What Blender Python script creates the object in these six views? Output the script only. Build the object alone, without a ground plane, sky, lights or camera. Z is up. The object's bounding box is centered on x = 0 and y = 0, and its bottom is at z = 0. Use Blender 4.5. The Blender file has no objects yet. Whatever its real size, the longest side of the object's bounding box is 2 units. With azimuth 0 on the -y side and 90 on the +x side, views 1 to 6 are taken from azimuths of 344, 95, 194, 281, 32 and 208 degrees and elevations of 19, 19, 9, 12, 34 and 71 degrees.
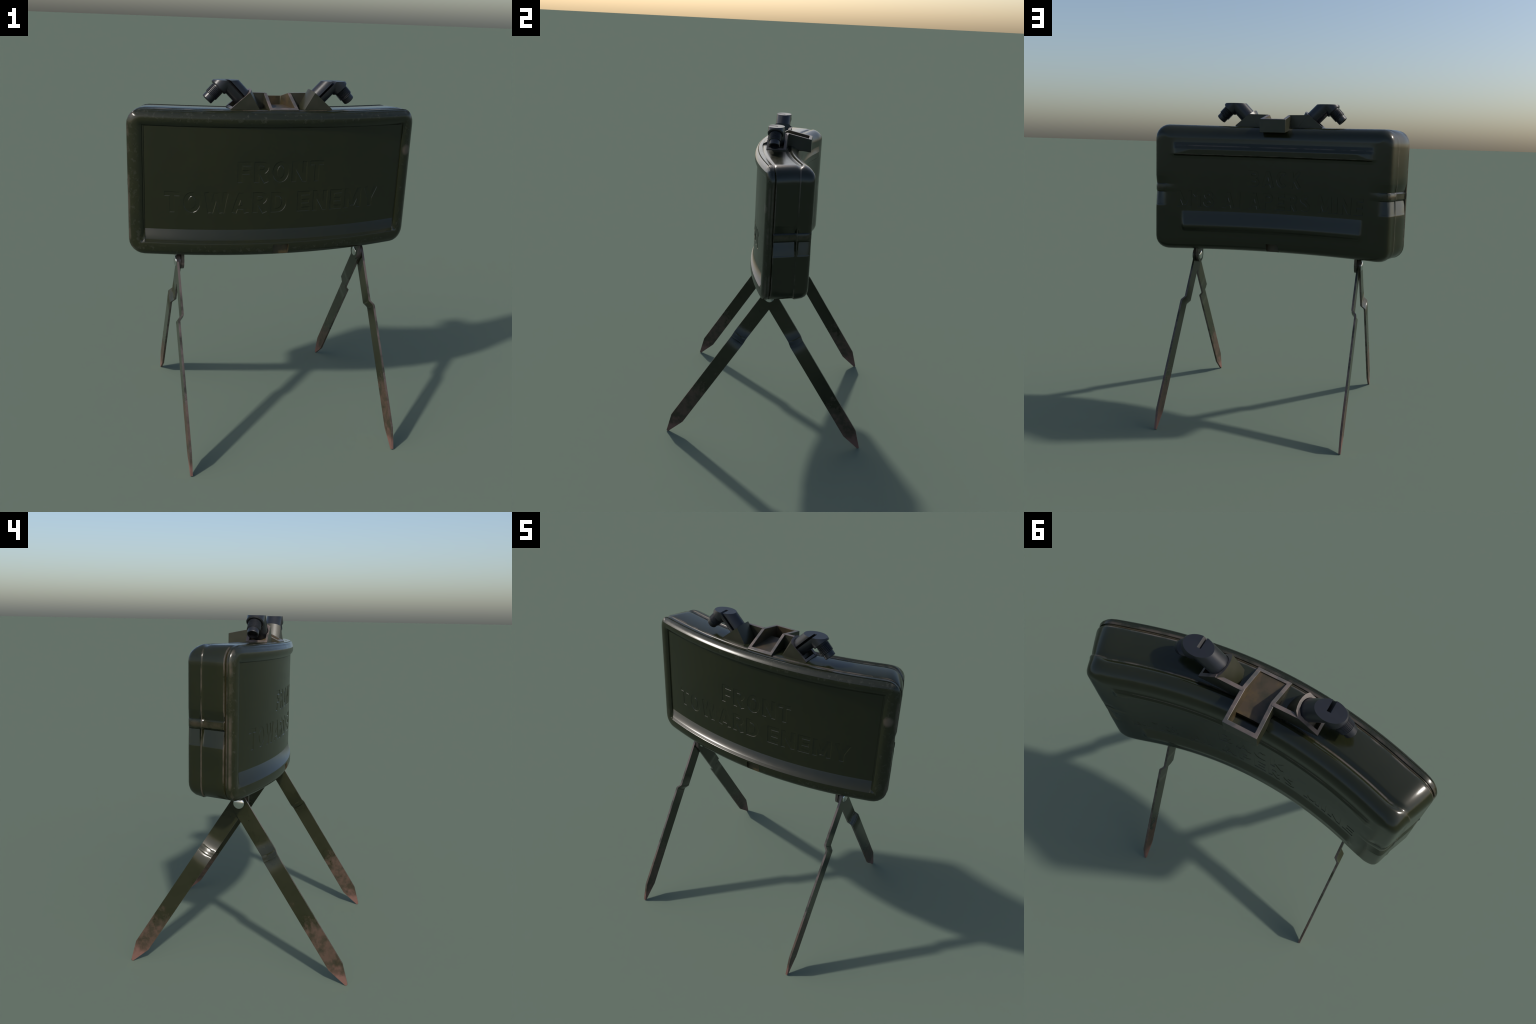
# A curved olive-drab land mine on two pairs of scissor legs, built from profiles.
import bpy, bmesh, math
from mathutils import Vector, Matrix

# ------------------------------------------------------------------ helpers
SC = bpy.context.scene.collection


def smooth(a, b, x):
    t = min(1.0, max(0.0, (x - a) / (b - a)))
    return t * t * (3 - 2 * t)


def ramp(points, x):
    """piecewise linear curve through (x, y) points"""
    if x <= points[0][0]:
        return points[0][1]
    for (x0, y0), (x1, y1) in zip(points, points[1:]):
        if x <= x1:
            return y0 + (y1 - y0) * (x - x0) / (x1 - x0)
    return points[-1][1]


def new_object(name, mesh, parent=None):
    ob = bpy.data.objects.new(name, mesh)
    SC.objects.link(ob)
    if parent is not None:
        ob.parent = parent
    return ob


def mesh_from(name, verts, faces, mats=(), face_mats=None, angle=35):
    me = bpy.data.meshes.new(name)
    me.from_pydata([tuple(v) for v in verts], [], faces)
    for m in mats:
        me.materials.append(m)
    if face_mats:
        me.polygons.foreach_set("material_index", face_mats)
    bm = bmesh.new()
    bm.from_mesh(me)
    bmesh.ops.remove_doubles(bm, verts=bm.verts, dist=1e-5)
    bmesh.ops.dissolve_degenerate(bm, edges=bm.edges, dist=1e-5)
    bmesh.ops.recalc_face_normals(bm, faces=bm.faces)
    bm.to_mesh(me)
    bm.free()
    finish(me, angle)
    return me


def finish(me, angle=35):
    me.shade_smooth()
    me.set_sharp_from_angle(angle=math.radians(angle))


def baked(ob, name, angle=35):
    """apply the modifiers of a helper object and return the mesh"""
    dg = bpy.context.evaluated_depsgraph_get()
    me = bpy.data.meshes.new_from_object(ob.evaluated_get(dg), depsgraph=dg)
    me.name = name
    finish(me, angle)
    return me


def drop(*obs):
    for o in obs:
        bpy.data.objects.remove(o, do_unlink=True)


def boolean(ob, cutter, op='DIFFERENCE'):
    m = ob.modifiers.new("cut", 'BOOLEAN')
    m.object = cutter
    m.operation = op
    m.solver = 'EXACT'
    m.material_mode = 'TRANSFER'


def box_mesh(name, lo, hi, mat=None):
    v = [(x, y, z) for x in (lo[0], hi[0]) for y in (lo[1], hi[1]) for z in (lo[2], hi[2])]
    f = [(0, 1, 3, 2), (4, 6, 7, 5), (0, 4, 5, 1), (2, 3, 7, 6), (0, 2, 6, 4), (1, 5, 7, 3)]
    return mesh_from(name, v, f, [mat] if mat else [])


def frame(origin, axis, side=(0, 1, 0)):
    """matrix with local z along axis"""
    z = Vector(axis).normalized()
    y = Vector(side) - z * Vector(side).dot(z)
    y.normalize()
    x = y.cross(z)
    m = Matrix((x, y, z)).transposed().to_4x4()
    m.translation = Vector(origin)
    return m


def lathe(profile, mtx, seg=40, cap=True):
    """revolve (radius, height) points about local z; returns verts, faces"""
    vs, fs = [], []
    for r, h in profile:
        for i in range(seg):
            a = 2 * math.pi * i / seg
            vs.append(mtx @ Vector((r * math.cos(a), r * math.sin(a), h)))
    for k in range(len(profile) - 1):
        for i in range(seg):
            j = (i + 1) % seg
            fs.append((k * seg + i, k * seg + j, (k + 1) * seg + j, (k + 1) * seg + i))
    if cap:
        fs.append(tuple(range(seg)))
        fs.append(tuple((len(profile) - 1) * seg + i for i in range(seg)))
    return vs, fs


# ------------------------------------------------------------------ materials
class Nodes:
    def __init__(self, name):
        self.mat = bpy.data.materials.new(name)
        self.mat.use_nodes = True
        self.t = self.mat.node_tree
        self.bsdf = self.t.nodes["Principled BSDF"]
        self.co = self.t.nodes.new("ShaderNodeTexCoord").outputs["Object"]

    def link(self, a, b):
        self.t.links.new(a, b)

    def put(self, sock, v):
        if isinstance(v, bpy.types.NodeSocket):
            self.link(v, sock)
        else:
            sock.default_value = v

    def math(self, op, a, b=0.0, c=0.0, clamp=False):
        n = self.t.nodes.new("ShaderNodeMath")
        n.operation = op
        n.use_clamp = clamp
        for s, v in zip(n.inputs, (a, b, c)):
            self.put(s, v)
        return n.outputs[0]

    def xyz(self):
        n = self.t.nodes.new("ShaderNodeSeparateXYZ")
        self.link(self.co, n.inputs[0])
        return n.outputs

    def noise(self, scale, detail=4, rough=0.6, stretch=(1, 1, 1), shift=(0, 0, 0)):
        m = self.t.nodes.new("ShaderNodeMapping")
        m.inputs["Scale"].default_value = stretch
        m.inputs["Location"].default_value = shift
        self.link(self.co, m.inputs["Vector"])
        n = self.t.nodes.new("ShaderNodeTexNoise")
        n.inputs["Scale"].default_value = scale
        n.inputs["Detail"].default_value = detail
        n.inputs["Roughness"].default_value = rough
        self.link(m.outputs[0], n.inputs["Vector"])
        return n.outputs[0]

    def step(self, v, a, b):
        n = self.t.nodes.new("ShaderNodeMapRange")
        n.interpolation_type = 'SMOOTHSTEP'
        self.put(n.inputs["Value"], v)
        n.inputs["From Min"].default_value = a
        n.inputs["From Max"].default_value = b
        return n.outputs[0]

    def line(self, v, centre, half):
        d = self.math('ABSOLUTE', self.math('SUBTRACT', v, centre))
        return self.step(d, half, 0.0) if False else self.math('SUBTRACT', 1.0, self.step(d, 0.0, half))

    def mix(self, f, a, b):
        n = self.t.nodes.new("ShaderNodeMix")
        n.data_type = 'RGBA'
        self.put(n.inputs[0], f)
        self.put(n.inputs[6], a if isinstance(a, bpy.types.NodeSocket) else (*a, 1))
        self.put(n.inputs[7], b if isinstance(b, bpy.types.NodeSocket) else (*b, 1))
        return n.outputs[2]

    def bump(self, h, strength, dist):
        n = self.t.nodes.new("ShaderNodeBump")
        n.inputs["Strength"].default_value = strength
        n.inputs["Distance"].default_value = dist
        self.put(n.inputs["Height"], h)
        self.link(n.outputs[0], self.bsdf.inputs["Normal"])

    def out(self, color, rough, metal=0.0, spec=0.5):
        b = self.bsdf.inputs
        self.put(b["Base Color"], color if isinstance(color, bpy.types.NodeSocket) else (*color, 1))
        self.put(b["Roughness"], rough)
        self.put(b["Metallic"], metal)
        b["Specular IOR Level"].default_value = spec
        return self.mat


OLIVE = (0.0145, 0.0160, 0.0060)
OLIVE_DARK = (0.0115, 0.0138, 0.0058)
WORN = (0.130, 0.100, 0.084)
PALE = (0.045, 0.046, 0.036)
BROWN = (0.048, 0.033, 0.017)
RUST = (0.160, 0.082, 0.066)


def case_paint(name):
    n = Nodes(name)
    x, y, z = n.xyz()
    # depth through the case, 0 at the front rim, 1 at the back
    xx = n.math('MULTIPLY', x, x)
    fy = n.math('SUBTRACT', n.math('MULTIPLY', xx, 0.225), 0.173)
    by = n.math('MINIMUM', n.math('ADD', n.math('MULTIPLY', xx, 0.262), 0.118), 0.2345)
    t = n.math('DIVIDE', n.math('SUBTRACT', y, fy), n.math('SUBTRACT', by, fy))
    big = n.noise(3.0, 3)
    fine = n.noise(38, 5, 0.7)
    col = n.mix(n.step(big, 0.35, 0.7), OLIVE, OLIVE_DARK)
    # rubbed lines along the rim, the groove lip and the rear rib
    lines = n.math('MULTIPLY', n.line(t, 0.125, 0.036), 0.7)
    lines = n.math('ADD', lines, n.math('MULTIPLY', n.line(t, 0.190, 0.020), 1.0))
    lines = n.math('ADD', lines, n.math('MULTIPLY', n.line(t, 0.707, 0.020), 1.0))
    ends_only = n.step(n.math('ABSOLUTE', x), 0.76, 0.80)
    lines = n.math('ADD', lines, n.math('MULTIPLY', n.math('MULTIPLY', n.line(t, 0.055, 0.035), ends_only), 0.7))
    back = n.math('MULTIPLY', n.step(t, 0.95, 0.98), n.math('SUBTRACT', 1.0, n.step(n.math('ABSOLUTE', x), 0.61, 0.645)))
    lips = n.math('ADD', n.line(z, 1.722, 0.0055), n.math('MULTIPLY', n.line(z, 1.667, 0.0050), 0.9))
    lines = n.math('ADD', lines, n.math('MULTIPLY', n.math('MULTIPLY', back, lips), 0.8))
    lines = n.math('MULTIPLY', lines, n.step(n.noise(9, 4, 0.6), 0.36, 0.62))
    col = n.mix(n.math('MULTIPLY', lines, 0.6), col, WORN)
    # grime in the groove and on the strap across each end
    seam = n.math('MULTIPLY', n.line(t, 0.157, 0.020), n.step(n.noise(7, 3), 0.3, 0.6))
    col = n.mix(n.math('MULTIPLY', seam, 0.8), col, BROWN)
    strap = n.math('MULTIPLY', n.line(z, 1.453, 0.024), n.math('MULTIPLY', n.step(n.math('ABSOLUTE', x), 0.66, 0.74), n.step(t, 0.17, 0.19)))
    col = n.mix(n.math('MULTIPLY', strap, n.step(n.noise(24, 4), 0.25, 0.6)), col, (0.040, 0.032, 0.019))
    # pale scuffs speckled over the front rim
    front = n.math('SUBTRACT', 1.0, n.step(t, 0.03, 0.10))
    rim = n.math('MAXIMUM', n.step(z, 1.775, 1.80), n.math('MAXIMUM', n.math('SUBTRACT', 1.0, n.step(z, 1.10, 1.125)), n.step(n.math('ABSOLUTE', x), 0.755, 0.775)))
    scuff = n.math('MULTIPLY', n.math('MULTIPLY', front, rim), n.step(fine, 0.52, 0.68))
    col = n.mix(n.math('MULTIPLY', scuff, 0.45), col, PALE)
    # one ruddy scrape on the right of the rim
    dx = n.math('DIVIDE', n.math('SUBTRACT', x, 0.785), 0.030)
    dz = n.math('DIVIDE', n.math('SUBTRACT', z, 1.615), 0.034)
    rr = n.math('ADD', n.math('MULTIPLY', dx, dx), n.math('MULTIPLY', dz, dz))
    blot = n.math('MULTIPLY', n.math('SUBTRACT', 1.0, n.step(rr, 0.1, 1.2)), front)
    col = n.mix(n.math('MULTIPLY', blot, 0.55), col, WORN)
    gloss = n.noise(14, 4, 0.6)
    rough = n.math('ADD', 0.16, n.math('MULTIPLY', gloss, 0.10))
    rough = n.math('ADD', rough, n.math('MULTIPLY', front, 0.04))
    # swaged dents above and below the strap on the end faces
    ax = n.math('ABSOLUTE', x)
    low = n.math('MULTIPLY', n.step(z, 1.334, 1.350), n.math('MULTIPLY', n.math('SUBTRACT', z, 1.335), n.math('SUBTRACT', 1.0, n.step(z, 1.426, 1.430))))
    high = n.math('MULTIPLY', n.math('MULTIPLY', n.math('SUBTRACT', 1.53, z), n.math('SUBTRACT', 1.0, n.step(z, 1.515, 1.53))), n.step(z, 1.476, 1.480))
    ends = n.math('MULTIPLY', n.step(ax, 0.665, 0.715), n.step(t, 0.175, 0.20))
    ends = n.math('MULTIPLY', ends, n.math('SUBTRACT', 1.0, n.line(t, 0.70, 0.05)))
    dent = n.math('MULTIPLY', n.math('ADD', low, high), n.math('MULTIPLY', ends, -0.17))
    grain = n.math('MULTIPLY', n.noise(160, 3), 0.0001)
    # the sill along the foot of the front panel rolls forward
    sill = n.math('MINIMUM', n.math('MAXIMUM', n.math('SUBTRACT', z, 1.128), 0.0), 0.077)
    inside = n.math('MULTIPLY', n.math('SUBTRACT', 1.0, n.step(ax, 0.738, 0.741)), n.math('SUBTRACT', 1.0, n.step(z, 1.763, 1.766)))
    inside = n.math('MULTIPLY', inside, n.math('SUBTRACT', 1.0, n.step(t, 0.075, 0.085)))
    roll = n.math('MULTIPLY', inside, n.math('MULTIPLY', sill, n.math('SUBTRACT', n.math('MULTIPLY', sill, 1.9), 0.80)))
    # rolled top of the rim and the hollow between the two swaged beads
    lip = n.math('MULTIPLY', n.math('MULTIPLY', n.math('MINIMUM', n.math('MAXIMUM', n.math('SUBTRACT', z, 1.814), 0.0), 0.034), n.math('SUBTRACT', 1.0, n.step(t, 0.055, 0.075))),
                 n.math('SUBTRACT', 1.0, n.step(ax, 0.765, 0.80)))
    hollow = n.math('MULTIPLY', n.line(t, 0.70, 0.085), n.math('MULTIPLY', n.step(z, 1.795, 1.835), n.math('SUBTRACT', 1.0, n.step(ax, 0.67, 0.74))))
    roll = n.math('SUBTRACT', roll, n.math('ADD', n.math('MULTIPLY', lip, 0.62), n.math('MULTIPLY', hollow, 0.0085)))
    # the rear ledge and rail swell outward toward their lower lips
    rear = n.step(t, 0.965, 0.985)
    ledge = n.math('MULTIPLY', n.math('MULTIPLY', n.math('MINIMUM', n.math('MAXIMUM', n.math('SUBTRACT', 1.308, z), 0.0), 0.098), n.step(z, 1.170, 1.205)),
                   n.math('SUBTRACT', 1.0, n.step(ax, 0.560, 0.590)))
    rail = n.math('MULTIPLY', n.math('MULTIPLY', n.math('MINIMUM', n.math('MAXIMUM', n.math('SUBTRACT', 1.742, z), 0.0), 0.040), n.step(z, 1.655, 1.667)),
                  n.math('SUBTRACT', 1.0, n.step(ax, 0.612, 0.640)))
    swell = n.math('MULTIPLY', rear, n.math('ADD', n.math('MULTIPLY', ledge, 0.16), n.math('MULTIPLY', rail, 0.22)))
    n.bump(n.math('ADD', n.math('ADD', dent, n.math('ADD', roll, swell)), grain), 1.0, 1.0)
    return n.out(col, rough)


def worn_metal():
    n = Nodes("rubbed_bracket_edge")
    k = n.noise(16, 5, 0.65)
    col = n.mix(n.step(k, 0.35, 0.65), (0.060, 0.057, 0.052), (0.122, 0.094, 0.082))
    n.bump(n.noise(90, 3), 0.1, 0.002)
    return n.out(col, n.math('ADD', 0.30, n.math('MULTIPLY', k, 0.2)))


def grimy():
    n = Nodes("grimy_brown_paint")
    k = n.noise(11, 5, 0.65)
    col = n.mix(n.step(k, 0.35, 0.62), (0.026, 0.023, 0.009), BROWN)
    col = n.mix(n.step(n.noise(19, 4, 0.6, shift=(3, 1, 2)), 0.45, 0.7), col, (0.072, 0.048, 0.017))
    n.bump(n.noise(70, 3), 0.1, 0.002)
    return n.out(col, 0.5)


def bracket_paint():
    n = Nodes("olive_bracket_paint")
    k = n.noise(8, 4, 0.6)
    col = n.mix(n.step(k, 0.4, 0.7), (0.022, 0.023, 0.012), (0.034, 0.031, 0.020))
    n.bump(n.noise(90, 3), 0.08, 0.002)
    return n.out(col, 0.38)


def plug_plastic():
    n = Nodes("blue_black_plastic")
    k = n.noise(12, 4, 0.6)
    col = n.mix(k, (0.010, 0.011, 0.014), (0.018, 0.019, 0.023))
    n.bump(n.noise(120, 3), 0.06, 0.002)
    return n.out(col, n.math('ADD', 0.26, n.math('MULTIPLY', k, 0.16)))


def hole_black():
    n = Nodes("dark_bore")
    return n.out(n.mix(n.noise(20), (0.004, 0.004, 0.006), (0.008, 0.008, 0.01)), 0.6)


def leg_paint(edge=False):
    n = Nodes("rubbed_leg_edge" if edge else "olive_leg_paint")
    x, y, z = n.xyz()
    streak = n.noise(16, 5, 0.7, stretch=(1, 1, 0.4))
    k = n.noise(6, 3)
    base = n.mix(n.step(k, 0.35, 0.65), OLIVE, (0.020, 0.021, 0.010))
    if edge:
        base = n.mix(n.step(n.noise(10, 4), 0.3, 0.6), base, (0.11, 0.085, 0.076))
    # rust creeps up in patches from the buried points
    blot = n.noise(7, 6, 0.72, shift=(1.3, 0.4, 2.1))
    h = n.math('ADD', z, n.math('MULTIPLY', n.math('SUBTRACT', blot, 0.5), 1.05))
    h = n.math('ADD', h, n.math('MULTIPLY', n.math('SUBTRACT', streak, 0.5), 0.45))
    col = n.mix(n.math('MULTIPLY', n.math('SUBTRACT', 1.0, n.step(h, 0.12, 0.40)), 0.9), base, n.mix(n.step(n.noise(15, 5, 0.7, shift=(2, 5, 1)), 0.38, 0.62), (0.036, 0.028, 0.016), (0.084, 0.050, 0.036)))
    tip = n.math('ADD', z, n.math('MULTIPLY', n.math('SUBTRACT', n.noise(22, 4), 0.5), 0.16))
    col = n.mix(n.math('SUBTRACT', 1.0, n.step(tip, 0.03, 0.12)), col, RUST)
    clean = n.step(h, 0.18, 0.36)
    rough = n.math('SUBTRACT', 0.50, n.math('MULTIPLY', clean, 0.27))
    # the strip swells into the crank from above and below
    dz = n.math('SUBTRACT', z, 0.995)
    s = n.math('SQRT', n.math('ADD', n.math('MULTIPLY', y, y), n.math('MULTIPLY', dz, dz)))
    u = n.math('DIVIDE', n.math('SUBTRACT', s, 0.225), 0.095, clamp=True)
    v = n.math('DIVIDE', n.math('SUBTRACT', 0.46, s), 0.11, clamp=True)
    swell = n.math('SUBTRACT', n.math('MULTIPLY', u, u), n.math('MULTIPLY', v, v))
    geo = n.t.nodes.new("ShaderNodeNewGeometry")
    px, nx = n.t.nodes.new("ShaderNodeSeparateXYZ"), n.t.nodes.new("ShaderNodeSeparateXYZ")
    n.link(geo.outputs["Position"], px.inputs[0])
    n.link(geo.outputs["True Normal"], nx.inputs[0])
    outer = n.math('SIGN', n.math('MULTIPLY', px.outputs[0], nx.outputs[0]))
    height = n.math('MULTIPLY', n.math('MULTIPLY', swell, outer), 0.0 if edge else 0.030)
    n.bump(n.math('ADD', height, n.math('MULTIPLY', n.noise(90, 3), 0.00016)), 1.0, 1.0)
    return n.out(col, rough)


def steel():
    n = Nodes("bright_rivet_steel")
    k = n.noise(20, 3)
    return n.out(n.mix(k, (0.62, 0.63, 0.62), (0.74, 0.75, 0.74)), 0.22, 1.0)


CASE, WORNM, GRIMY, BRACKET, PLUG, BORE, STEEL = case_paint("olive_cover_paint"), worn_metal(), grimy(), bracket_paint(), plug_plastic(), hole_black(), steel()
LEG, LEGEDGE = leg_paint(), leg_paint(True)
CASE_B, LETTER = case_paint("olive_case_paint"), case_paint("olive_letter_paint")

# ------------------------------------------------------------------ case
HALF_W, BACK_W = 0.833, 0.740           # half widths at the front rim and at the back
Z_LO, Z_HI, R = 1.055, 1.850, 0.085     # bottom, top, corner radius


def front_y(x):
    return -0.173 + 0.225 * x * x


def back_y(x):
    # an arc that levels off into flat end pads
    arc = 0.118 + 1.95 - math.sqrt(1.95 ** 2 - x * x)
    lim, soft = 0.2355, 0.012
    d = lim - arc
    return lim - 0.5 * (d + math.sqrt(d * d + soft * soft)) + 0.0006


def place(px, t, z, dy=0.0):
    x = px * (1 + t * (BACK_W / HALF_W - 1))
    return Vector((x, front_y(x) * (1 - t) + back_y(x) * t + dy, z))


# stations from the edge of the front panel, over the rim, groove and two
# swaged beads, to the rear face: (t, outset) at the sides, top and bottom
STATIONS = [
    ((.052, -.085), (.052, -.085), (.015, -.085)),
    ((.040, -.0795), (.040, -.0800), (.008, -.078)),
    ((.012, -.0685), (.012, -.0690), (.003, -.072)),
    ((.000, -.058), (.000, -.059), (.000, -.064)),
    ((.000, -.036), (.000, -.042), (.000, -.032)),
    ((.008, -.027), (.009, -.0260), (.010, -.0235)),
    ((.045, -.0095), (.034, -.0088), (.045, -.0080)),
    ((.078, -.0018), (.060, -.0018), (.078, -.0015)),
    ((.100, .000), (.080, .000), (.100, .000)),
    ((.142, -.001), (.142, -.001), (.142, -.001)),
    ((.149, -.007), (.149, -.006), (.149, -.006)),
    ((.164, -.007), (.164, -.006), (.164, -.006)),
    ((.172, -.002), (.172, -.004), (.172, -.004)),
    ((.185, .004), (.185, -.001), (.190, -.004)),
    ((.220, .007), (.230, .002), (.230, -.004)),
    ((.430, .007), (.430, .002), (.430, -.004)),
    ((.600, .005), (.590, .002), (.600, -.004)),
    ((.655, .003), (.650, -.001), (.655, -.004)),
    ((.684, .004), (.682, -.004), (.690, -.004)),
    ((.700, .0085), (.706, -.004), (.706, -.004)),
    ((.714, .009), (.735, -.001), (.720, .001)),
    ((.740, .006), (.765, .001), (.745, .003)),
    ((.860, .007), (.800, -.001), (.800, -.001)),
    ((.930, .006), (.860, -.008), (.860, -.004)),
    ((.970, .002), (.920, -.022), (.920, -.015)),
    ((.993, -.008), (.965, -.041), (.965, -.033)),
    ((1.00, -.024), (.990, -.062), (.990, -.056)),
    ((1.00, -.054), (1.00, -.077), (1.00, -.077)),
    ((1.00, -.085), (1.00, -.085), (1.00, -.085)),
]
COVER_LAST = 11     # stations up to the groove belong to the front cover

# heights at which the sides, the front panel and the rear face change
ZS = [Z_LO + R, 1.148, 1.155, 1.165, 1.18, 1.195, 1.205, 1.209, 1.225, 1.25, 1.28, 1.30, 1.315, 1.33, 1.36, 1.40,
      1.426, 1.432, 1.436, 1.45, 1.470, 1.476, 1.480, 1.50, 1.53, 1.57, 1.61, 1.635, 1.652, 1.660, 1.667, 1.670,
      1.674, 1.678, 1.682, 1.686, 1.690, 1.694, 1.698, 1.701, 1.711, 1.722, 1.745, Z_HI - R]
NX = 84
XS = [-(HALF_W - R) + 2 * (HALF_W - R) * i / NX for i in range(NX + 1)]
CORNER = 6

PANEL_DEPTH = [(1.124, .0), (1.132, .0040), (1.142, .0085), (1.155, .0115), (1.175, .0145), (1.205, .0160), (1.90, .0160)]
NOTCH = [(1.32, 0), (1.33, -.0005), (1.36, -.002), (1.40, -.004), (1.426, -.0065), (1.432, -.0065), (1.436, -.003), (1.470, -.003), (1.476, -.0065), (1.480, -.006), (1.50, -.003), (1.53, 0)]
SILL = [(1.15, 0), (1.195, .002), (1.209, .008), (1.225, .007), (1.30, .0005), (1.315, 0)]


def rear_relief(x, z):
    ax = abs(x)
    # long rail: its lower edge runs straight, its upper edge dips at both ends
    edge = 1.700 - 0.034 * min(1.0, max(0.0, (ax - 0.535) / 0.085))
    rail = ramp([(1.652, 0), (1.660, .001), (1.667, .008), (max(1.668, edge), .0085), (1.722, .003), (1.765, .0)], z)
    rail_w = 1 - smooth(0.618, 0.640, ax)
    sill_w = 1 - smooth(0.565, 0.592, ax)
    end_w = smooth(0.60, 0.70, ax)
    return rail * rail_w + ramp(SILL, z) * sill_w + ramp(NOTCH, z) * end_w * .5


def panel_point(px, z):
    return place(px, 0, z, ramp(PANEL_DEPTH, z))


def perimeter():
    """(straight px, straight z, normal) round the rounded rectangle"""
    zc, w = [Z_LO + R, Z_HI - R], HALF_W - R
    pts = []

    def arc(cx, cz, a0):
        for i in range(1, CORNER):
            a = math.radians(a0 + 90 * i / CORNER)
            pts.append((cx, cz, math.cos(a), math.sin(a)))
    for z in ZS:
        pts.append((w, z, 1, 0))
    arc(w, zc[1], 0)
    for x in reversed(XS):
        pts.append((x, zc[1], 0, 1))
    arc(-w, zc[1], 90)
    for z in reversed(ZS):
        pts.append((-w, z, -1, 0))
    arc(-w, zc[0], 180)
    for x in XS:
        pts.append((x, zc[0], 0, -1))
    arc(w, zc[0], 270)
    return pts


def build_case():
    per = perimeter()
    n = len(per)
    verts, faces, fm = [], [], []
    last = len(STATIONS) - 1
    for k, (side, top, bot) in enumerate(STATIONS):
        for (cx, cz, nx, nz) in per:
            vert = top if nz > 0 else bot
            t = side[0] * nx * nx + vert[0] * nz * nz
            d = side[1] * nx * nx + vert[1] * nz * nz
            if k == 0:
                verts.append(panel_point(cx, cz))
                continue
            if nz == 0:
                if k == 1:
                    t = min(t, ramp(PANEL_DEPTH, cz) / .3)
                if 12 <= k <= 27:
                    fade = 1 if k < 26 else 0.7
                    strap = ramp(NOTCH, cz)
                    if k == 12:
                        strap = 0.008 if 1.433 < cz < 1.474 else 0
                    d += strap * fade * (1.7 if 13 <= k <= 17 else 1.0)
            dy = rear_relief(cx * BACK_W / HALF_W, cz) if k == last else 0.0
            if k in (last - 1, last - 2) and nz == 0:
                dy = ramp(NOTCH, cz) * .5
            verts.append(place(cx + nx * (R + d), t, cz + nz * (R + d), dy))
    for k in range(last):
        for i in range(n):
            j = (i + 1) % n
            faces.append((k * n + i, k * n + j, (k + 1) * n + j, (k + 1) * n + i))
            fm.append(0 if k < COVER_LAST else 1)
    # front panel and rear face grids, merged with the end loops
    for which in (0, 1):
        base = len(verts)
        for z in ZS:
            for x in XS:
                if which == 0:
                    verts.append(panel_point(x, z))
                else:
                    verts.append(place(x, 1, z, rear_relief(x * BACK_W / HALF_W, z)))
        m = len(XS)
        for a in range(len(ZS) - 1):
            for b in range(m - 1):
                p = base + a * m + b
                faces.append((p, p + 1, p + m + 1, p + m))
                fm.append(which)
    # groups: 0 front cover, 1 body
    me = mesh_from("case", verts, faces, [CASE, CASE_B, GRIMY, LETTER], fm)
    ob = new_object("case_work", me)
    cut1 = new_object("cut_front", box_mesh("c1", (-.045, -.30, 1.00), (.045, -.156, 1.118), GRIMY))
    cut2 = new_object("cut_rear", box_mesh("c2", (-.040, .070, 1.00), (.040, .25, 1.112), GRIMY))
    boolean(ob, cut1)
    boolean(ob, cut2)
    words, words2 = engraving(-1), engraving(1)
    boolean(ob, words)
    boolean(ob, words2)
    whole = baked(ob, "case_whole", 28)
    drop(ob, cut1, cut2, words, words2)
    return whole


def split(whole, keep, name):
    me = whole.copy()
    me.name = name
    bm = bmesh.new()
    bm.from_mesh(me)

    def group(f):
        mat = me.materials[f.material_index]
        c = f.calc_center_median()
        if mat == LETTER:
            return 2 if c.y < 0.5 * (front_y(c.x) + back_y(c.x)) else 3
        if mat == GRIMY:
            return 0 if c.y < 0 else 1
        return 0 if mat == CASE else 1
    bmesh.ops.delete(bm, geom=[f for f in bm.faces if group(f) != keep], context='FACES')
    bm.to_mesh(me)
    bm.free()
    return me


# ------------------------------------------------------------------ root
root = bpy.data.objects.new("land_mine", None)
root.empty_display_size = 0.2
SC.objects.link(root)
root["label"] = "curved olive green land mine standing on scissor legs"
root["category"] = "land mine"

# ------------------------------------------------------------------ lettering
# bold block capitals drawn as broad strokes in a box one unit high
TH = 0.215                                           # stroke breadth


def bow(cx, cz, rx, rz, a0, a1, n=10):
    return [(cx + rx * math.cos(math.radians(a0 + (a1 - a0) * i / n)), cz + rz * math.sin(math.radians(a0 + (a1 - a0) * i / n))) for i in range(n + 1)]


H = TH / 2


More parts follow.
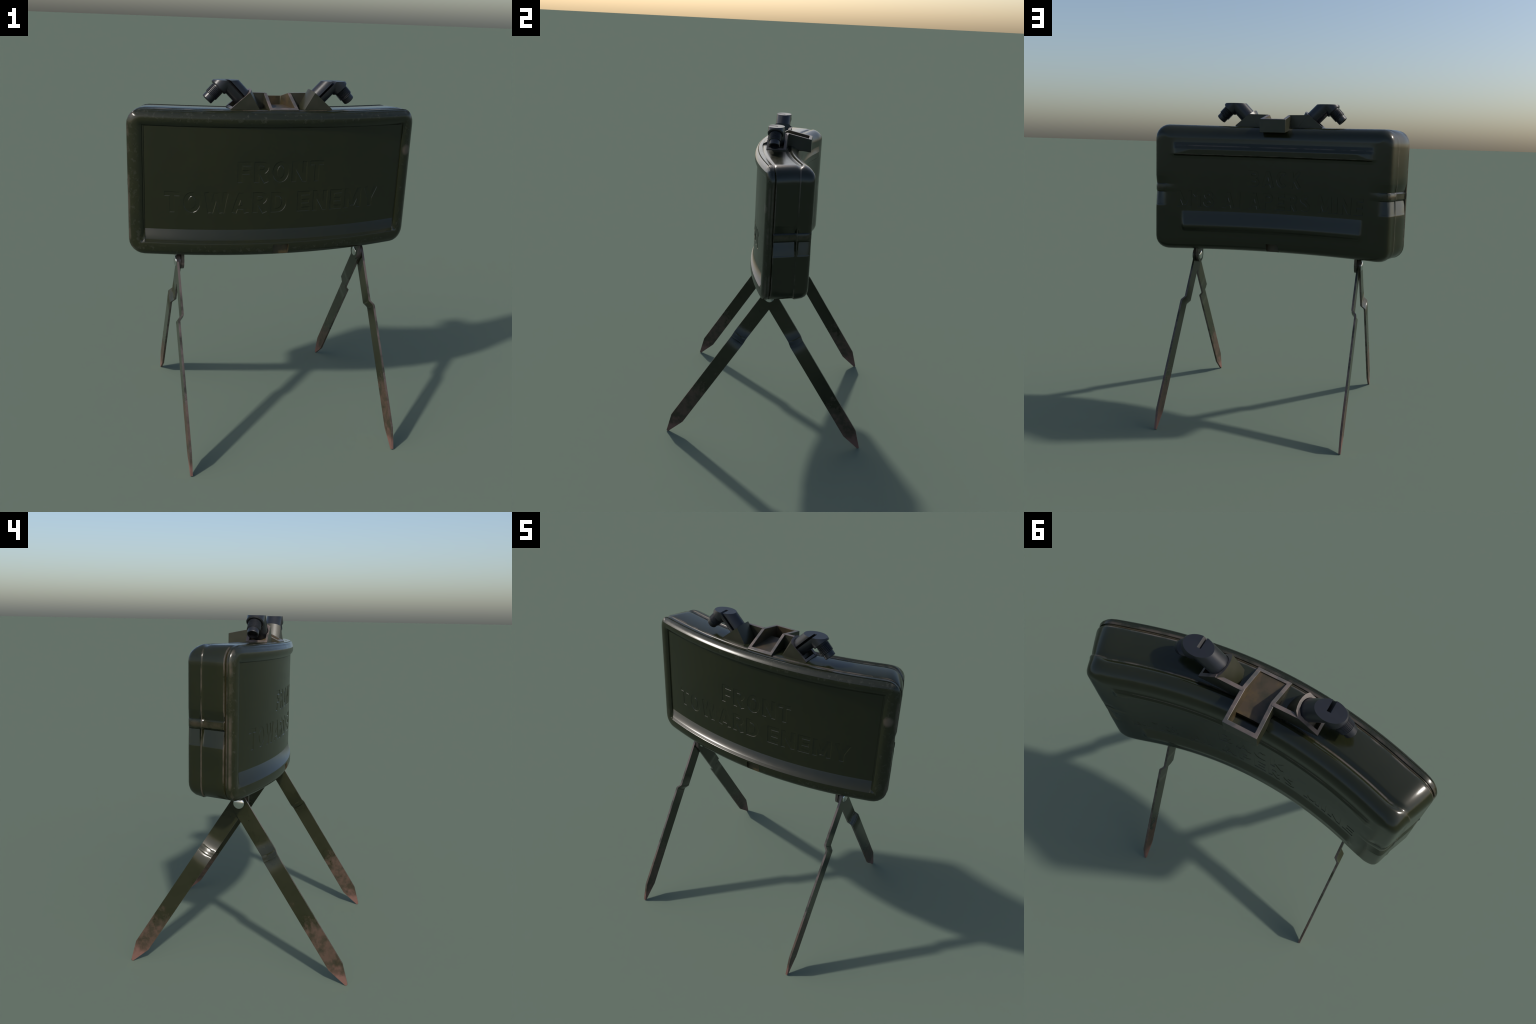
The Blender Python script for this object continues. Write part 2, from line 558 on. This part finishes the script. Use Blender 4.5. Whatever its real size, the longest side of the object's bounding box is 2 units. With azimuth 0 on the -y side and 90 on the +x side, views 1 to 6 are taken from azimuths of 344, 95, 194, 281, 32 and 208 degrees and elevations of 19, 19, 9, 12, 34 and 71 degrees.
def letter(c):
    """advance width and list of (stroke points, closed)"""
    top, mid, w = 1 - H, 0.5, 0.62
    stem = ([(H, 0), (H, 1)], False)
    if c == 'I':
        return TH, [stem]
    if c == '1':
        return 0.40, [([(.40 - H, 0), (.40 - H, 1)], False), ([(.0, .70), (.40 - H, .92)], False)]
    if c == 'F':
        return .56, [stem, ([(H, top), (.56, top)], False), ([(H, .50), (.50, .50)], False)]
    if c == 'E':
        return .58, [stem, ([(H, top), (.58, top)], False), ([(H, .50), (.54, .50)], False), ([(H, H), (.58, H)], False)]
    if c == 'T':
        return .62, [([(.31, 0), (.31, 1)], False), ([(0, top), (.62, top)], False)]
    if c == 'N':
        return .68, [stem, ([(.68 - H, 0), (.68 - H, 1)], False), ([(H, .93), (.68 - H, .07)], False)]
    if c == 'M':
        return .84, [stem, ([(.84 - H, 0), (.84 - H, 1)], False), ([(H, .94), (.42, .12)], False), ([(.84 - H, .94), (.42, .12)], False)]
    if c == 'W':
        return 1.0, [([(.11, 1), (.27, .0)], False), ([(.27, .0), (.50, .97)], False), ([(.50, .97), (.73, .0)], False), ([(.73, .0), (.89, 1)], False)]
    if c == 'Y':
        return .70, [([(.35, 0), (.35, .48)], False), ([(.09, 1), (.35, .42)], False), ([(.61, 1), (.35, .42)], False)]
    if c == 'A':
        return .74, [([(.10, 0), (.37, .97)], False), ([(.64, 0), (.37, .97)], False), ([(.18, .27), (.56, .27)], False)]
    if c == 'K':
        return .68, [stem, ([(.58, 1), (H, .36)], False), ([(.26, .56), (.58, 0)], False)]
    if c == 'O':
        return .70, [(bow(.35, .5, .35 - H, .5 - H, 0, 340, 17), True)]
    if c == 'C':
        return .66, [(bow(.35, .5, .35 - H, .5 - H, 48, 312, 14), False)]
    if c == 'D':
        return .68, [([(H, H), (.30, H)] + bow(.30, .5, .38 - H, .5 - H, -75, 75, 8) + [(.30, top), (H, top)], True)]
    if c in 'PR':
        s = [stem, ([(H, top), (.34, top)] + bow(.34, .71, .28 - H, .29 - H, 70, -70, 6) + [(.34, .42 + H), (H, .42 + H)], False)]
        if c == 'R':
            s.append(([(.30, .48), (.53, 0)], False))
        return w + .02, s
    if c == 'B':
        return .66, [stem, ([(H, top), (.34, top)] + bow(.34, .735, .28 - H, .265 - H, 70, -70, 6) + [(.34, .47 + H), (H, .47 + H)], False),
                     ([(H, .55 - H), (.36, .55 - H)] + bow(.36, .28, .30 - H, .28 - H, 70, -70, 6) + [(.36, H), (H, H)], False)]
    if c == '8':
        return .62, [(bow(.31, .735, .27 - H, .265 - H, 0, 330, 11), True), (bow(.31, .285, .31 - H, .285 - H, 0, 330, 11), True)]
    if c == 'S':
        return .62, [(bow(.31, .725, .29 - H, .275 - H, 35, 270, 8) + bow(.31, .285, .31 - H, .285 - H, 90, -145, 8)[1:], False)]
    return .28, []


def ribbon(pts, closed, hw, grow):
    """outline of a broad stroke of half breadth hw with mitred corners; open
    ends are lengthened by grow"""
    n = len(pts)
    L, Rr = [], []
    for i, (x, z) in enumerate(pts):
        a = pts[i - 1] if (i > 0 or closed) else None
        b = pts[(i + 1) % n] if (i < n - 1 or closed) else None
        dirs = []
        if a:
            dirs.append(Vector((x - a[0], z - a[1])).normalized())
        if b:
            dirs.append(Vector((b[0] - x, b[1] - z)).normalized())
        t = sum(dirs, Vector((0, 0))).normalized()
        if not a:
            x, z = x - t.x * grow, z - t.y * grow
        if not b:
            x, z = x + t.x * grow, z + t.y * grow
        nrm = Vector((-t.y, t.x))
        k = hw / max(.5, nrm.dot(Vector((-dirs[0].y, dirs[0].x))))
        L.append((x + nrm.x * k, z + nrm.y * k))
        Rr.append((x - nrm.x * k, z - nrm.y * k))
    return L, Rr


def stroke_mesh(pts, closed, ox):
    """a stroke as a trough: narrow floor (0), wide mouth (1)"""
    lo, hi = ribbon(pts, closed, H - .022, -.022), ribbon(pts, closed, H + .022, .022)
    vs, fs, n = [], [], len(pts)
    for i in range(n):
        for k in (0, 1):
            vs += [(lo[k][i][0] + ox, lo[k][i][1], 0), (hi[k][i][0] + ox, hi[k][i][1], 1)]
    m = n if closed else n - 1
    for i in range(m):
        a, b = i * 4, ((i + 1) % n) * 4
        fs += [(a, b, b + 1, a + 1), (a + 2, a + 3, b + 3, b + 2), (a + 1, b + 1, b + 3, a + 3), (a, a + 2, b + 2, b)]
    if not closed:
        for i in (0, n - 1):
            a = i * 4
            fs.append((a, a + 1, a + 3, a + 2))
    return mesh_from("stroke", vs, fs, [LETTER])


def lettering(bm_all, text, height, width, cx, base_z, facing, deep):
    """add cutters for one line of words, wrapped on to the curved face"""
    glyphs, x = [], 0.0
    for c in text:
        w, st = letter(c)
        glyphs.append((x, st))
        x += w + (.13 if st else .06)
    total = x - .13
    for ox, st in glyphs:
        if not st:
            continue
        obs = [new_object("stroke_work", stroke_mesh(pts, closed, ox)) for pts, closed in st]
        for o in obs[1:]:
            boolean(obs[0], o, 'UNION')
        g = baked(obs[0], "glyph_done")
        bm = bmesh.new()
        bm.from_mesh(g)
        bmesh.ops.triangulate(bm, faces=bm.faces)
        for v in bm.verts:
            u = cx + (v.co.x / total - 0.5) * width * (1 if facing < 0 else -1)
            z = base_z + v.co.y * height
            h = -deep if v.co.z < 0.5 else deep
            if facing < 0:
                v.co = Vector((u, front_y(u) + 0.0160 - h, z))
            else:
                v.co = Vector((u, back_y(u) + h, z))
        if bm.calc_volume(signed=True) < 0:
            bmesh.ops.reverse_faces(bm, faces=bm.faces)
        bm.to_mesh(g)
        bm.free()
        bm_all.from_mesh(g)
        drop(*obs)
        bpy.data.meshes.remove(g)


def engraving(facing):
    bm = bmesh.new()
    if facing < 0:
        lettering(bm, "FRONT", .115, .490, -.008, 1.469, -1, .0020)
        lettering(bm, "TOWARD ENEMY", .115, 1.24, -.018, 1.301, -1, .0020)
    else:
        lettering(bm, "BACK", .103, .345, -.008, 1.475, 1, .0019)
        lettering(bm, "M18 AI APERS MINE", .104, 1.195, .012, 1.334, 1, .0019)
    me = bpy.data.meshes.new("engraving")
    bm.to_mesh(me)
    bm.free()
    me.materials.append(LETTER)
    return new_object("engraving_work", me)


whole = build_case()
cover = new_object("front_cover", split(whole, 0, "front_cover"), root)
body = new_object("case_body", split(whole, 1, "case_body"), root)
for part, owner in ((2, cover), (3, body)):
    me = split(whole, part, "lettering")
    finish(me, 12)
    new_object("lettering", me, owner)
bpy.data.meshes.remove(whole)


# ------------------------------------------------------------------ sighting tray
def build_tray():
    # outline in (half width, y, top z, bottom z), front to back
    rows = [(.0815, -.128, 1.855, 1.835), (.0785, .021, 1.929, 1.835), (.0815, .180, 1.8965, 1.815)]
    wall = 0.0190
    verts, faces, fm = [], [], []

    def ring(rows, inset, low):
        idx = []
        for i, (w, y, zt, zb) in enumerate(rows):
            y2 = y + (inset if i == 0 else -inset if i == 2 else 0)
            idx.append((w - inset, y2, zb if low else ramp([(r[1], r[2]) for r in rows], y2)))
        return [(-w, y, z) for w, y, z in idx] + [(w, y, z) for w, y, z in reversed(idx)]
    loops = [ring(rows, 0, True), ring(rows, 0, False), ring(rows, wall, False), ring(rows, wall, True)]
    for lp in loops:
        verts += lp
    for k in range(4):
        for i in range(6):
            j = (i + 1) % 6
            a, b = k, (k + 1) % 4
            faces.append((a * 6 + i, a * 6 + j, b * 6 + j, b * 6 + i))
            fm.append((0, 1, 2, 0)[k])
    me = mesh_from("sighting_tray", verts, faces, [BRACKET, WORNM, GRIMY], fm, 30)
    return me


tray_ob = new_object("sighting_tray", build_tray(), root)
bev = tray_ob.modifiers.new("soft_edges", 'BEVEL')
bev.width, bev.segments, bev.limit_method = 0.0025, 2, 'ANGLE'


def floor_mesh():
    vs, fs = [], []
    n = 8
    for i in range(n + 1):
        x = -.0630 + .126 * i / n
        for y, z in ((-.115, 1.846), (-.115, 1.857), (.100 + .225 * x * x, 1.857), (.100 + .225 * x * x, 1.846)):
            vs.append((x, y, z))
    for i in range(n):
        for k in range(4):
            a, b = i * 4 + k, i * 4 + (k + 1) % 4
            fs.append((a, b, b + 4, a + 4))
    fs += [(0, 1, 2, 3), tuple(n * 4 + k for k in range(4))]
    return mesh_from("tray_floor", vs, fs, [GRIMY])


new_object("tray_floor", floor_mesh(), tray_ob)
new_object("tray_base", box_mesh("tray_base", (-.070, .100, 1.819), (.070, .172, 1.826), CASE_B), tray_ob)

# ------------------------------------------------------------------ plug sockets (the wings)
LOW, PEAK = Vector((.284, 0, 1.853)), Vector((.1706, 0, 1.953))
UP = (PEAK - LOW).normalized()
AXIS1 = Vector((.7071, 0, .7071))                    # barrel axis, away from the case
ELBOW = Vector((.302, -.030, 2.000))


def build_socket():
    # the holder is lofted across y: each section is (outer low, peak, inner low)
    sec = [(-.088, .1817, 1.9405, .118), (-.070, .172, 1.950, .112), (-.050, .167, 1.954, .107),
           (-.027, .1650, 1.956, .104), (-.004, .167, 1.954, .107), (.014, .172, 1.949, .112), (.034, .190, 1.931, .118)]
    vs, fs, fm = [], [], []
    for y, px, pz, ix in sec:
        vs += [(.284, y, 1.836), (.284, y, 1.855), (px, y, pz), (ix, y, 1.836)]
    for i in range(len(sec) - 1):
        for k in range(4):
            a, b = i * 4 + k, i * 4 + (k + 1) % 4
            fs.append((a, b, b + 4, a + 4))
            fm.append((0, 1, 0, 0)[k])
    fs += [(0, 1, 2, 3), tuple((len(sec) - 1) * 4 + k for k in range(4))]
    fm += [0, 0]
    me = mesh_from("socket_solid", vs, fs, [BRACKET, WORNM, GRIMY], fm, 40)
    ob = new_object("socket_work", me)
    c = ELBOW - AXIS1 * 0.152
    v, f = lathe([(.0515, 0), (.0515, .17)], frame(c, AXIS1), 40)
    cyl = new_object("cut_bore", mesh_from("cut_bore", v, f, [GRIMY]))
    boolean(ob, cyl)
    # open trough below the barrel
    nrm = Vector((.661, 0, .750))
    w = []
    for u in (.016, .085):
        for y in (-.076, .021):
            for d in (-.022, .05):
                p = LOW + UP * u + nrm * d
                w.append((p.x, y, p.z))
    fb = [(0, 1, 3, 2), (4, 6, 7, 5), (0, 4, 5, 1), (2, 3, 7, 6), (0, 2, 6, 4), (1, 5, 7, 3)]
    bx = new_object("cut_trough", mesh_from("cut_trough", w, fb, [GRIMY]))
    boolean(ob, bx)
    me2 = baked(ob, "plug_socket", 38)
    drop(ob, cyl, bx)
    return me2


def build_web():
    # thin upright plate joining the socket to the tray
    pts = [(.070, 1.84), (.070, 1.929), (.195, 1.9315), (.2835, 1.8585), (.2835, 1.84)]
    vs = [(x, y, z) for y in (.0165, .0335) for x, z in pts]
    n = len(pts)
    fs = [tuple(range(n)), tuple(range(n, 2 * n))]
    fm = [0, 0]
    for i in range(n):
        j = (i + 1) % n
        fs.append((i, j, n + j, n + i))
        fm.append(1 if i in (1, 2) else 0)
    return mesh_from("socket_web", vs, fs, [BRACKET, WORNM], fm, 30)


# ------------------------------------------------------------------ plugs
def build_plug():
    r = 0.0492
    a2 = Vector((.70, 0, -.714)).normalized()
    base = ELBOW - AXIS1 * 0.150
    v, f = lathe([(r - .004, 0), (r, .005), (r, .1533)], frame(base, AXIS1), 48)
    ob = new_object("plug_work", mesh_from("barrel", v, f, [PLUG]))
    v, f = lathe([(r, -.004), (r, .0555), (r - .005, .0605)], frame(ELBOW, a2), 48)
    head = new_object("plug_head", mesh_from("head", v, f, [PLUG]))
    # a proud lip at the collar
    boolean(ob, head, 'UNION')
    slab = new_object("cut_top", box_mesh("cut_top", (0, -.2, 2.0), (.6, .2, 2.2), PLUG))
    boolean(ob, slab)
    # wire slot: from the front flank to the axis, all along the barrel
    side = Vector((0, 1, 0))
    n = AXIS1.cross(side)
    w = []
    for s in (-.16, .13):
        for y in (-.10, -.022):
            for d in (-.0065, .0065):
                p = ELBOW + AXIS1 * s + n * (d + .004)
                w.append((p.x, y, p.z))
    fb = [(0, 1, 3, 2), (4, 6, 7, 5), (0, 4, 5, 1), (2, 3, 7, 6), (0, 2, 6, 4), (1, 5, 7, 3)]
    slot = new_object("cut_slot", mesh_from("cut_slot", w, fb, [BORE]))
    boolean(ob, slot)
    me = baked(ob, "plug", 32)
    drop(ob, head, slab, slot)
    return me


def build_nozzle():
    a2 = Vector((.70, 0, -.714)).normalized()
    prof = [(.034, .040), (.034, .064)]
    n, s0, s1 = 7, .064, .114
    for i in range(n):
        s = s0 + (s1 - s0) * i / n
        p = (s1 - s0) / n
        prof += [(.0335, s), (.0375, s + p * .35), (.0375, s + p * .65), (.0335, s + p)]
    prof += [(.0315, .116), (.0315, .141), (.0295, .1445), (.0240, .1445)]
    m = frame(ELBOW, a2)
    v, f = lathe(prof, m, 40, cap=False)
    f.append(tuple(range(40)))
    k = len(v)
    v2, f2 = lathe([(.0240, .1445), (.0235, .128)], m, 40, cap=False)
    f2.append(tuple(range(40, 80)))
    fm = [0] * len(f) + [1] * len(f2)
    return mesh_from("threaded_nozzle", v + v2, f + [tuple(i + k for i in q) for q in f2], [PLUG, BORE], fm, 25)


# ------------------------------------------------------------------ legs
LEG_LEN, LEG_W, LEG_T = 1.1765, 0.0445, 0.0063
PIVOT_Z = 0.995


def build_leg(name, x_up, x_low, ysign, crank):
    """flat bar with a round eye, a crank and a point; built for the +x side"""
    d = Vector((0, ysign * .629, -PIVOT_Z)).normalized()
    side = Vector((0, d.z, -d.y)) * -1
    ss = [-.0445 * math.cos(math.pi / 2 * i / 8) for i in range(8)] + [0, .06, .12, .18, .24, .285, .30, .31, .318, .326, .334,
          .342, .35, .358, .37, .40, .46, .54, .62, .70, .78, .86, .94, 1.00, 1.0558, 1.10, 1.14, LEG_LEN]
    nw = 8
    verts, faces, fm = [], [], []
    for s in ss:
        if s < 0:
            hw = max(.004, math.sqrt(max(0, LEG_W ** 2 - s * s)))
        elif s > 1.0558:
            hw = LEG_W + (.0062 - LEG_W) * (s - 1.0558) / (LEG_LEN - 1.0558)
        else:
            hw = LEG_W
        for i in range(nw + 1):
            q = -1 + 2 * i / nw
            bend = crank + .010 * (1 - q * q)
            x = x_up + (x_low - x_up) * min(1, max(0, (s - bend) / .026))
            # the shank is very slightly dished
            for side_t in (-1, 1):
                p = Vector((x + side_t * LEG_T, 0, PIVOT_Z)) + d * s + side * (q * hw)
                verts.append(p)
    m = (nw + 1) * 2
    for a in range(len(ss) - 1):
        for i in range(nw):
            for t in (0, 1):
                p = a * m + i * 2 + t
                faces.append((p, p + 2, p + m + 2, p + m))
                fm.append(0)
        for i in (0, nw):
            p = a * m + i * 2
            faces.append((p, p + 1, p + m + 1, p + m))
            fm.append(1)
    for a in (0, len(ss) - 1):
        for i in range(nw):
            p = a * m + i * 2
            faces.append((p, p + 1, p + 3, p + 2))
            fm.append(1)
    me = mesh_from(name, verts, faces, [LEG, LEGEDGE], fm, 30)
    ob = new_object("leg_work", me)
    b = ob.modifiers.new("soft", 'BEVEL')
    b.width, b.segments, b.limit_method, b.angle_limit = .0016, 1, 'ANGLE', math.radians(50)
    me2 = baked(ob, name, 30)
    drop(ob)
    return me2


def dome(x, out, r=.0310, h=.011):
    prof = [(r * math.cos(a), h * math.sin(a)) for a in [math.pi / 2 * i / 8 for i in range(8)]] + [(.0008, h)]
    return lathe([(r, -.006)] + prof, frame((x, 0, PIVOT_Z), (out, 0, 0), (0, 1, 0)), 32)


def build_rivet():
    v, f = dome(.5655, 1)
    v2, f2 = dome(.5245, -1, .028, .009)
    k = len(v)
    return mesh_from("rivet", v + v2, f + [tuple(i + k for i in q) for q in f2], [STEEL], None, 50)


def build_tab():
    # hanging lug with a round lower end
    pts = [(-.049, 1.085)] + [(-.049 * math.cos(a), PIVOT_Z - .047 * math.sin(a)) for a in [math.pi * i / 16 for i in range(17)]] + [(.049, 1.085)]
    n = len(pts)
    vs = [(x, y, z) for x in (.5240, .5405) for y, z in pts]
    fs = [tuple(range(n)), tuple(range(n, 2 * n))] + [(i, (i + 1) % n, n + (i + 1) % n, n + i) for i in range(n)]
    fm = [0, 0] + [1] * n
    return mesh_from("hinge_lug", vs, fs, [LEG, LEGEDGE], fm, 30)


def pair(name, mesh, parent):
    """the part and its mirror image, sharing one mesh"""
    out = []
    for sx in (1, -1):
        ob = new_object(name, mesh, parent if not isinstance(parent, list) else parent[0 if sx == 1 else 1])
        ob.scale.x = sx
        out.append(ob)
    return out


pair("plug_socket", build_socket(), root)
pair("socket_web", build_web(), root)
plugs = pair("plug", build_plug(), root)
nozzle = build_nozzle()
for p in plugs:
    new_object("threaded_nozzle", nozzle, p)      # inherits the mirror from the plug
lugs = pair("hinge_lug", build_tab(), root)
pair("leg", build_leg("front_leg", .5592, .5815, -1, .318), root)
pair("leg", build_leg("rear_leg", .5478, .5705, 1, .318), root)
pair("rivet", build_rivet(), root)
